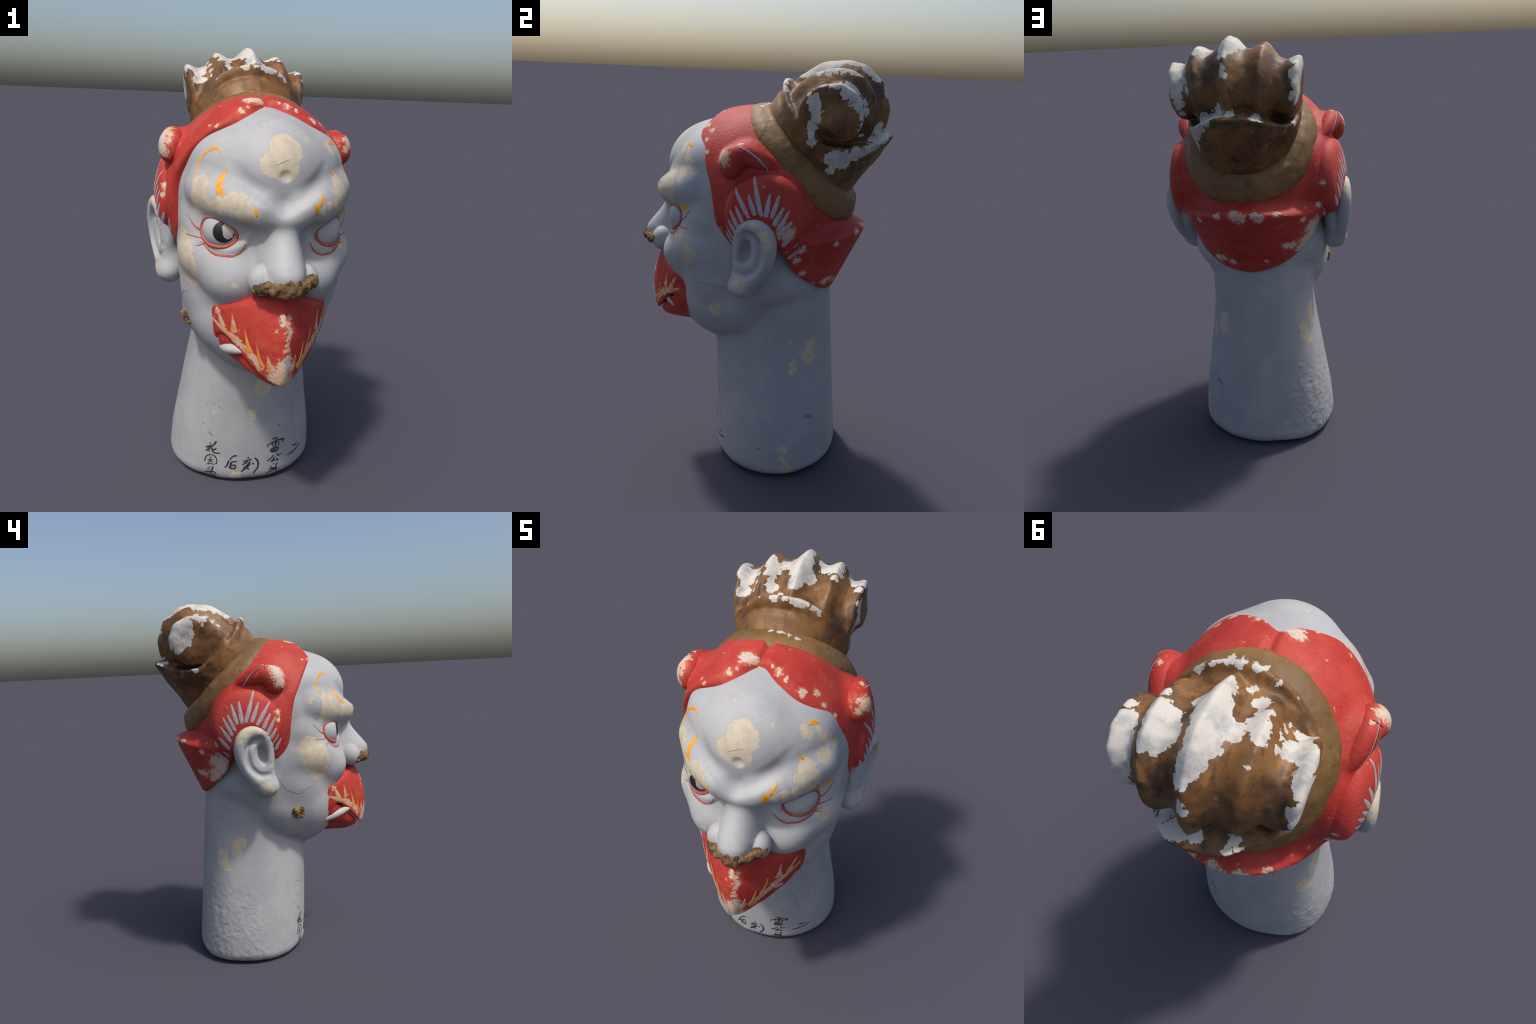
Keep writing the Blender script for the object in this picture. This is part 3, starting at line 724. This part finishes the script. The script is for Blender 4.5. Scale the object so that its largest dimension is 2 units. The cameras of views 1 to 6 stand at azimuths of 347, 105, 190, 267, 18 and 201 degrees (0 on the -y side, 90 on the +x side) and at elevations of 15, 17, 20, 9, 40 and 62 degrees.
# ----------------------------------------------------------------------------
#  materials
# ----------------------------------------------------------------------------
class Nodes:
    def __init__(self, name):
        self.mat = bpy.data.materials.new(name)
        self.mat.use_nodes = True
        self.t = self.mat.node_tree
        self.bsdf = self.t.nodes['Principled BSDF']
        self.co = self.t.nodes.new('ShaderNodeTexCoord').outputs['Object']
    def link(self, sock, v):
        if isinstance(v, bpy.types.NodeSocket):
            self.t.links.new(v, sock)
        elif isinstance(v, (tuple, list)) and sock.type == 'RGBA':
            sock.default_value = (*v, 1)
        else:
            sock.default_value = v
    def math(self, op, a, b=0.0, c=0.0, clamp=False):
        n = self.t.nodes.new('ShaderNodeMath'); n.operation = op; n.use_clamp = clamp
        for s, v in zip(n.inputs, (a, b, c)):
            self.link(s, v)
        return n.outputs[0]
    def vec(self, op, a, b=(0, 0, 0), scale=None):
        n = self.t.nodes.new('ShaderNodeVectorMath'); n.operation = op
        self.link(n.inputs[0], a); self.link(n.inputs[1], b)
        if scale is not None:
            n.inputs['Scale'].default_value = scale
        return n.outputs['Value'] if op in ('DISTANCE', 'LENGTH', 'DOT_PRODUCT') else n.outputs[0]
    def noise(self, scale, detail=4, rough=.55, co=None, color=False, stretch=None):
        co = co or self.co
        if stretch:
            co = self.vec('MULTIPLY', co, stretch)
        n = self.t.nodes.new('ShaderNodeTexNoise')
        self.link(n.inputs['Vector'], co)
        n.inputs['Scale'].default_value = scale; n.inputs['Detail'].default_value = detail
        n.inputs['Roughness'].default_value = rough
        return n.outputs['Color'] if color else n.outputs['Fac']
    def step(self, v, lo, hi):
        n = self.t.nodes.new('ShaderNodeMapRange'); n.interpolation_type = 'SMOOTHSTEP'
        self.link(n.inputs['Value'], v)
        n.inputs['From Min'].default_value = lo; n.inputs['From Max'].default_value = hi
        return n.outputs['Result']
    def mix(self, fac, a, b):
        n = self.t.nodes.new('ShaderNodeMix'); n.data_type = 'RGBA'
        self.link(n.inputs[0], fac); self.link(n.inputs[6], a); self.link(n.inputs[7], b)
        return n.outputs[2]
    def ragged(self, coarse=.020, fine=.012, seed=0.0):
        """Object position jittered by noise, for torn paint edges."""
        a = self.vec('SCALE', self.vec('SUBTRACT', self.noise(20, 2, color=True), (.5, .5, .5)), scale=coarse * 2)
        b = self.vec('SCALE', self.vec('SUBTRACT', self.noise(75, 3, color=True), (.5, .5, .5)), scale=fine * 2)
        return self.vec('ADD', self.vec('ADD', self.co, a), b)
    def blobs(self, spots, co, lo=.0, hi=.06, grow=1.22, tear=.0, grain=46):
        """Union of soft spots (x, y, z, radius)."""
        acc = None
        for x, y, z, r in spots:
            d = self.vec('DISTANCE', co, (x, y, z))
            v = self.math('MULTIPLY_ADD', d, -1.0 / (r * grow), 1.0)
            acc = v if acc is None else self.math('SMOOTH_MAX', acc, v, .35)
        if tear:
            acc = self.math('MULTIPLY_ADD', self.math('SUBTRACT', self.noise(grain, 4, .7), .5), tear * 2, acc)
        return self.step(acc, lo, hi)
    def finish(self, color, rough=.7, bump=None, strength=.2, dist=.004, spec=.35):
        self.link(self.bsdf.inputs['Base Color'], color)
        self.link(self.bsdf.inputs['Roughness'], rough)
        self.bsdf.inputs['Specular IOR Level'].default_value = spec
        if bump is not None:
            n = self.t.nodes.new('ShaderNodeBump')
            n.inputs['Strength'].default_value = strength; n.inputs['Distance'].default_value = dist
            self.link(n.inputs['Height'], bump)
            self.t.links.new(n.outputs[0], self.bsdf.inputs['Normal'])
        return self.mat

CREAM = (.51, .44, .33)
def chalk(name, tone_a, tone_b, spots, streak=None, dirt=.22):
    m = Nodes(name)
    base = m.mix(m.step(m.noise(7, 5), .38, .62), tone_a, tone_b)
    if streak:
        base = m.mix(m.math('MULTIPLY', m.step(m.noise(5, 5, .6, stretch=streak), .45, .75), .22), base, (.24, .24, .25))
    smudge = m.math('MULTIPLY', m.step(m.noise(4.5, 6, .65), .54, .72), dirt)
    base = m.mix(smudge, base, (.23, .19, .15))
    specks = m.math('MULTIPLY', m.step(m.noise(55, 3, .6), .68, .78), .45)
    base = m.mix(specks, base, (.12, .11, .105))
    if spots:
        edge = m.ragged()
        chip = m.blobs(spots, edge, tear=.35)
        cream = m.mix(m.step(m.noise(30, 4), .4, .65), CREAM, (.44, .375, .28))
        base = m.mix(chip, base, cream)
        h = m.math('ADD', m.math('MULTIPLY', chip, -.5), m.math('MULTIPLY', m.noise(60, 5), .35))
    else:
        h = m.math('MULTIPLY', m.noise(60, 5), .35)
    return m.finish(base, .62, h, .35, .004)

def lacquer(name, chips, grow=1.2):
    m = Nodes(name)
    base = m.mix(m.step(m.noise(9, 5), .35, .65), (.365, .028, .020), (.43, .046, .032))
    scuff = m.math('MULTIPLY', m.step(m.noise(11, 7, .7), .55, .72), .55)
    base = m.mix(scuff, base, (.46, .10, .045))
    fleck = m.step(m.noise(30, 6, .68, stretch=(.7, 1, 1)), .645, .69)
    base = m.mix(m.math('MULTIPLY', fleck, .8), base, (.60, .30, .19))
    pale = m.mix(m.step(m.noise(26, 3), .42, .58), (.52, .44, .37), (.58, .36, .24))
    edge = m.ragged(.016, .014)
    halo = m.blobs(chips, edge, -.4, .05, grow * 1.1, 1.2, 80)
    chip = m.blobs(chips, edge, .02, .16, grow, 1.4, 80)
    base = m.mix(m.math('MULTIPLY', halo, .45), base, (.52, .15, .07))
    base = m.mix(chip, base, pale)
    h = m.math('ADD', m.math('MULTIPLY', chip, -.4), m.noise(70, 5))
    return m.finish(base, .58, h, .45, .005, .28)

def make_materials():
    M = {}
    M['face'] = chalk('chalk_face', (.335, .340, .353), (.376, .375, .377), CREAM_FACE + CREAM_LOW[-1:])
    M['neck'] = chalk('chalk_neck', (.318, .319, .327), (.352, .352, .355), CREAM_LOW, streak=(9, 9, .7), dirt=.12)
    M['ear'] = chalk('chalk_ear', (.326, .330, .343), (.364, .364, .368), CREAM_EAR)
    M['bone'] = chalk('chalk_fang', (.42, .41, .39), (.48, .46, .43), None)
    M['hair'] = lacquer('red_hair', HAIR_CHIPS)
    M['curl'] = lacquer('red_curl', CURL_CHIPS)
    M['beak'] = lacquer('red_beak', BEAK_CHIPS, 1.6)
    # eyes
    m = Nodes('painted_eye')
    base = m.mix(m.noise(8, 3), (.34, .345, .36), (.40, .40, .39))
    pupil = m.blobs(PUPIL, m.co, -.01, .04)
    wear = m.blobs(PUPIL_WEAR, m.ragged(.008, .006))
    base = m.mix(pupil, base, (.012, .013, .014))
    base = m.mix(wear, base, (.37, .335, .28))
    M['eye'] = m.finish(base, .5, m.noise(60, 3), .1)
    # brown topknot with chipped gesso
    m = Nodes('brown_topknot')
    base = m.mix(m.step(m.noise(6, 6, .65), .38, .62), (.066, .032, .012), (.190, .088, .025))
    base = m.mix(m.step(m.noise(13, 6, .65, stretch=(1, 1, .5)), .52, .72), base, (.26, .125, .038))
    base = m.mix(m.math('MULTIPLY', m.step(m.noise(12, 6, .72, stretch=(1.8, .7, .8)), .53, .70), .75), base, (.030, .017, .009))
    base = m.mix(m.math('MULTIPLY', m.step(m.noise(42, 4, .6), .66, .74), .6), base, (.34, .25, .10))
    edge = m.ragged(.026, .014)
    green = m.blobs([(.03, .05, 1.865, .035), (.14, .60, 1.665, .035), (.09, .612, 1.655, .04), (-.02, .61, 1.66, .03)], edge, -.1, .5)
    base = m.mix(m.math('MULTIPLY', green, .55), base, (.03, .06, .028))
    chip = m.blobs(RIB_CHIPS + RIB_TIP_CHIPS + LIP_CHIPS + SIDE_CHIPS + CURL_DISC_CHIPS + REAR_CHIPS, edge, grow=1.3, tear=.35)
    gesso = m.mix(m.step(m.noise(16, 5, .65), .45, .68), (.52, .495, .44), (.34, .33, .33))
    base = m.mix(chip, base, gesso)
    h = m.math('ADD', m.math('MULTIPLY', chip, .7), m.math('MULTIPLY', m.noise(30, 6, .62), 1.2))
    M['knot'] = m.finish(base, m.math('MULTIPLY_ADD', chip, .25, .52), h, .45, .005, .4)
    # collar
    m = Nodes('brown_collar')
    base = m.mix(m.step(m.noise(5, 6, .6), .36, .66), (.140, .074, .024), (.220, .120, .040))
    base = m.mix(m.math('MULTIPLY', m.step(m.noise(18, 5, .6), .54, .70), .5), base, (.055, .030, .013))
    base = m.mix(m.math('MULTIPLY', m.step(m.noise(48, 3, .6), .69, .75), .6), base, (.36, .29, .18))
    chip = m.blobs([(.02, .035, 1.797, .012), (.05, .03, 1.795, .010), (.09, .02, 1.785, .012), (-.02, .04, 1.80, .009)], m.ragged())
    base = m.mix(chip, base, (.5, .47, .42))
    M['collar'] = m.finish(base, .55, m.noise(38, 6, .6), .5, .005, .35)
    # raw wood
    m = Nodes('raw_wood')
    base = m.mix(m.step(m.noise(28, 6, .65), .36, .62), (.060, .036, .018), (.27, .155, .062))
    base = m.mix(m.math('MULTIPLY', m.step(m.noise(14, 4), .52, .68), .55), base, (.075, .065, .045))
    M['wood'] = m.finish(base, .8, m.noise(70, 6, .7), .7, .006, .25)
    # paints
    def paint(name, a, b, scale=40, rough=.55):
        n = Nodes(name)
        return n.finish(n.mix(n.step(n.noise(scale, 4, .6), .40, .62), a, b), rough, n.noise(80, 3), .15)
    M['orange'] = paint('orange_paint', (.62, .25, .012), (.66, .34, .05))
    M['eyeline'] = paint('red_line_paint', (.42, .055, .035), (.36, .10, .075), 60)
    M['lilac'] = paint('pale_stroke_paint', (.33, .285, .305), (.40, .345, .355), 50)
    M['flame'] = paint('flame_paint', (.52, .37, .26), (.55, .20, .075), 28)
    M['yellow'] = paint('yellow_flame_paint', (.58, .28, .03), (.56, .17, .05), 30)
    M['ink'] = paint('ink', (.020, .020, .022), (.055, .056, .06), 90, .6)
    M['pale_ink'] = paint('faded_ink', (.17, .17, .175), (.27, .27, .275), 60, .6)
    M['crack'] = paint('crack_shadow', (.12, .115, .105), (.24, .23, .21), 60, .8)
    return M

# ----------------------------------------------------------------------------
#  build
# ----------------------------------------------------------------------------
MAT = make_materials()

PART = {}

def build_body():
    """One smooth skin, cut into head and neck along shared border vertices."""
    V, Q = surface_net(body_field, (-.42, -.66, -.02), (.44, .5, 1.8), .0062)
    SKINS.append((V, Q))
    N, _ = gradient(body_field, V, .003)
    C = V[Q].mean(1)
    is_neck = (neck_field(C) < face_field(C) + .002) & (C[:, 2] < 1.0)
    for name, sel, mat in (('head', ~is_neck, 'face'), ('neck', is_neck, 'neck')):
        q = Q[sel]
        used, inv = np.unique(q, return_inverse=True)
        me = mesh_from(name, V[used], inv.reshape(-1, 4))
        me.normals_split_custom_set_from_vertices(N[used].tolist())
        PART[name] = add(name, me, None, MAT[mat])

def build_parts():
    build_body()
    sculpt('hair', hair_field, (-.43, -.32, .86), (.43, .58, 1.82), .0065, MAT['hair'])
    for s in (1, -1):
        side = lambda fld: (lambda p: fld(p * np.array([s, 1, 1])))
        box = lambda a, b, y0, y1, z0, z1: ((min(s * a, s * b), y0, z0), (max(s * a, s * b), y1, z1))
        PART['fan', s] = sculpt('hair_fan', side(fan_field), *box(.24, .48, -.1, .36, 1.0, 1.58), .005, MAT['hair'])
        PART['curl', s] = sculpt('hair_curl', side(curl_field), *box(.26, .46, -.12, .22, 1.45, 1.68), .005, MAT['curl'])
        sculpt('ear', side(ear_field), *box(.28, .49, -.06, .24, .93, 1.37), .0045, MAT['ear'])
        sculpt('fang', side(fang_field), *box(.08, .24, -.48, -.26, .73, .86), .0035, MAT['bone'])
        c = EYE * (s, 1, 1) + (MIDX, 0, 0)
        V, Q = surface_net(lambda p: ball(p, c, EYE_R), c - .11, c + .11, .006)
        PART['eye', s] = add('eyeball', mesh_from('eyeball', V, Q), PART['head'], MAT['eye'])
    PART['collar'] = sculpt('collar', lambda p: collar_field(p) + crumble(p, .0025, 16, 31), (-.36, -.08, 1.22), (.36, .54, 1.86), .006, MAT['collar'])
    sculpt('topknot', lambda p: knot_field(p) + crumble(p, .0035, 14, 41), (-.36, .0, 1.3), (.38, .68, 2.05), .0055, MAT['knot'])
    PART['beak'] = sculpt('upper_beak', upper_beak_field, (-.28, -.62, .62), (.3, -.15, 1.1), .0048, MAT['beak'])
    sculpt('lower_beak', lower_beak_field, (-.28, -.62, .62), (.3, -.15, .9), .0048, MAT['beak'])
    sculpt('nose_wood', nose_wood_field, (-.13, -.63, 1.03), (.16, -.46, 1.18), .0032, MAT['wood'], PART['head'], skin=False)
    sculpt('jaw_plug', jaw_plug_field, (-.37, -.19, .79), (-.25, -.07, .91), .003, MAT['wood'], PART['head'], skin=False)

class Skin:
    """Everything already carved, for laying brush strokes on."""
    def __init__(self):
        vs, qs, n = [], [], 0
        for V, Q in SKINS:
            vs.append(V); qs.append(Q + n); n += len(V)
        self.tree = BVHTree.FromPolygons(np.concatenate(vs).tolist(), np.concatenate(qs).tolist())
    def snap(self, p):
        q, n, _, _ = self.tree.find_nearest(Vector(p))
        return q, n

def brush(skin, name, strokes, mat, parent=None, lift=.0012, ragged=.18, seed=1, wide=1.0):
    """One object made of tapering strokes of (x, y, z, width) stations draped over the skin."""
    rng = random.Random(seed)
    verts, faces = [], []
    across = (-1, -.6, 0, .6, 1)
    for st in strokes:
        length = sum(math.dist(a[:3], b[:3]) for a, b in zip(st[:-1], st[1:]))
        per = max(3, int(length / (len(st) - 1) / .004))
        path = spline(st, per)
        base = len(verts)
        pts = [skin.snap(p[:3]) for p in path]
        last = len(path) - 1
        wander = [0.0, 0.0]
        for i, p in enumerate(path):
            q, n = pts[i]
            t = pts[min(i + 1, last)][0] - pts[max(i - 1, 0)][0]
            sv = n.cross(t)
            sv = sv.normalized() if sv.length > 1e-9 else Vector((0, 0, 1))
            cap = .35 if i in (0, last) else 1.0
            half = max(.0006, p[3] * .5 * cap * wide)
            wander = [.65 * v + rng.uniform(-ragged, ragged) for v in wander]
            for a in across:
                w = half * (a + (wander[a > 0] if abs(a) == 1 else 0))
                e, en = skin.snap(q + sv * w)
                verts.append(e + en * (lift if abs(a) < 1 else lift * .35))
        k = len(across)
        for i in range(last):
            for j in range(k - 1):
                a = base + i * k + j
                faces.append((a, a + k, a + k + 1, a + 1))
    me = bpy.data.meshes.new(name)
    me.from_pydata([tuple(v) for v in verts], [], faces)
    me.polygons.foreach_set('use_smooth', [True] * len(faces))
    me.update()
    return add(name, me, parent, MAT[mat])

def flip(st):
    return [(2 * MIDX * 0 - x + .012, y, z, w) for x, y, z, w in st]

def paint_all():
    skin = Skin()
    for i, st in enumerate(ORANGE_STROKES):
        brush(skin, 'orange_stroke', [st], 'orange', PART['head'], seed=i, wide=1.35)
    # red rims round both eyes, a line in each pouch, lashes at the corners
    for s in (1, -1):
        at = lambda q, w, k=0.0: (s * (q[0] + (EYE[0] - q[0]) * k) + MIDX, q[1] + (EYE[1] - q[1]) * k, q[2] + (EYE[2] - q[2]) * k, w)
        tube = eye_opening(s)
        lo, hi = np.array(tube)[:, :3].min(0) - .03, np.array(tube)[:, :3].max(0) + .03
        V, Q = surface_net(lambda p: chain(p, tube, 2, True), lo, hi, .003)
        add('eye_rim', mesh_from('eye_rim', V, Q), PART['head'], MAT['eyeline'])
        pouch = [at((q[0], q[1] - .01, q[2]), w) for q, w in zip(FOLD, (.003, .007, .008, .007, .003))]
        brush(skin, 'eye_pouch_line', [pouch], 'eyeline', PART['head'], seed=4, wide=1.25)
    for i, st in enumerate(WHISKERS):
        brush(skin, 'lash_line', [st], 'eyeline', PART['head'], seed=i, wide=1.3)
        brush(skin, 'lash_line', [flip(st)], 'eyeline', PART['head'], seed=i + 9, wide=1.3)
    for i, st in enumerate(FAN_STROKES):
        brush(skin, 'fan_stroke', [st], 'lilac', PART['fan', -1], seed=i, ragged=.09, wide=1.6)
        other = flip(st)
        k = .8 + .35 * random.Random(i).random()
        other = [(x, other[0][1] + (y - other[0][1]) * k, other[0][2] + (z - other[0][2]) * k, w) for x, y, z, w in other]
        brush(skin, 'fan_stroke', [other], 'lilac', PART['fan', 1], seed=i + 50, ragged=.09, wide=1.6)
    for st in CURL_LINES:
        brush(skin, 'curl_line', [st], 'lilac', PART['curl', -1]); brush(skin, 'curl_line', [flip(st)], 'lilac', PART['curl', 1])
    brush(skin, 'curl_ink', CURL_INK, 'ink', PART['curl', -1], lift=.0022)
    for i, st in enumerate(FLAMES):
        brush(skin, 'flame_stroke', [st], 'flame', PART['beak'], seed=i, ragged=.16, wide=1.7); brush(skin, 'flame_stroke', [flip(st)], 'flame', PART['beak'], seed=i + 20, ragged=.16, wide=1.7)
    for i, st in enumerate(YELLOW_FLAMES):
        brush(skin, 'flame_stroke', [st], 'yellow', PART['beak'], seed=i, lift=.002); brush(skin, 'flame_stroke', [flip(st)], 'yellow', PART['beak'], seed=i + 20, lift=.002)
    for i, st in enumerate(CRACKS):
        brush(skin, 'crack', [st], 'crack', PART['head'], seed=i, lift=.0008, ragged=.5)
    for i, st in enumerate(INK_DASHES):
        brush(skin, 'ink_smudge', [st], 'pale_ink', PART['neck'], seed=i, ragged=.4)
    brush(skin, 'pupil_remnant', [[(x, y, z, w) for x, y, z, w in PUPIL_SLIVER[0]]], 'ink', PART['eye', 1])
    # ink writing round the foot of the neck: (azimuth from the front, height)
    for name, strokes in WRITING.items():
        ss = []
        for st in strokes:
            n = len(st)
            pts = []
            for i, (az, z) in enumerate(st):
                w = .0076 if name != 'garden' else .0050
                w *= (1.15, .9)[i == n - 1] if n > 1 else 1
                pts.append((.34 * math.sin(az), .143 - .32 * math.cos(az), z, w))
            ss.append(pts)
        brush(skin, 'written_character' if name != 'faint' else 'ink_smudge', ss, 'ink' if name != 'faint' else 'pale_ink', PART['neck'], seed=len(name))

build_parts()
paint_all()
ROOT["label"] = "carved painted puppet head with red beak and brown topknot"
ROOT["category"] = "puppet head"
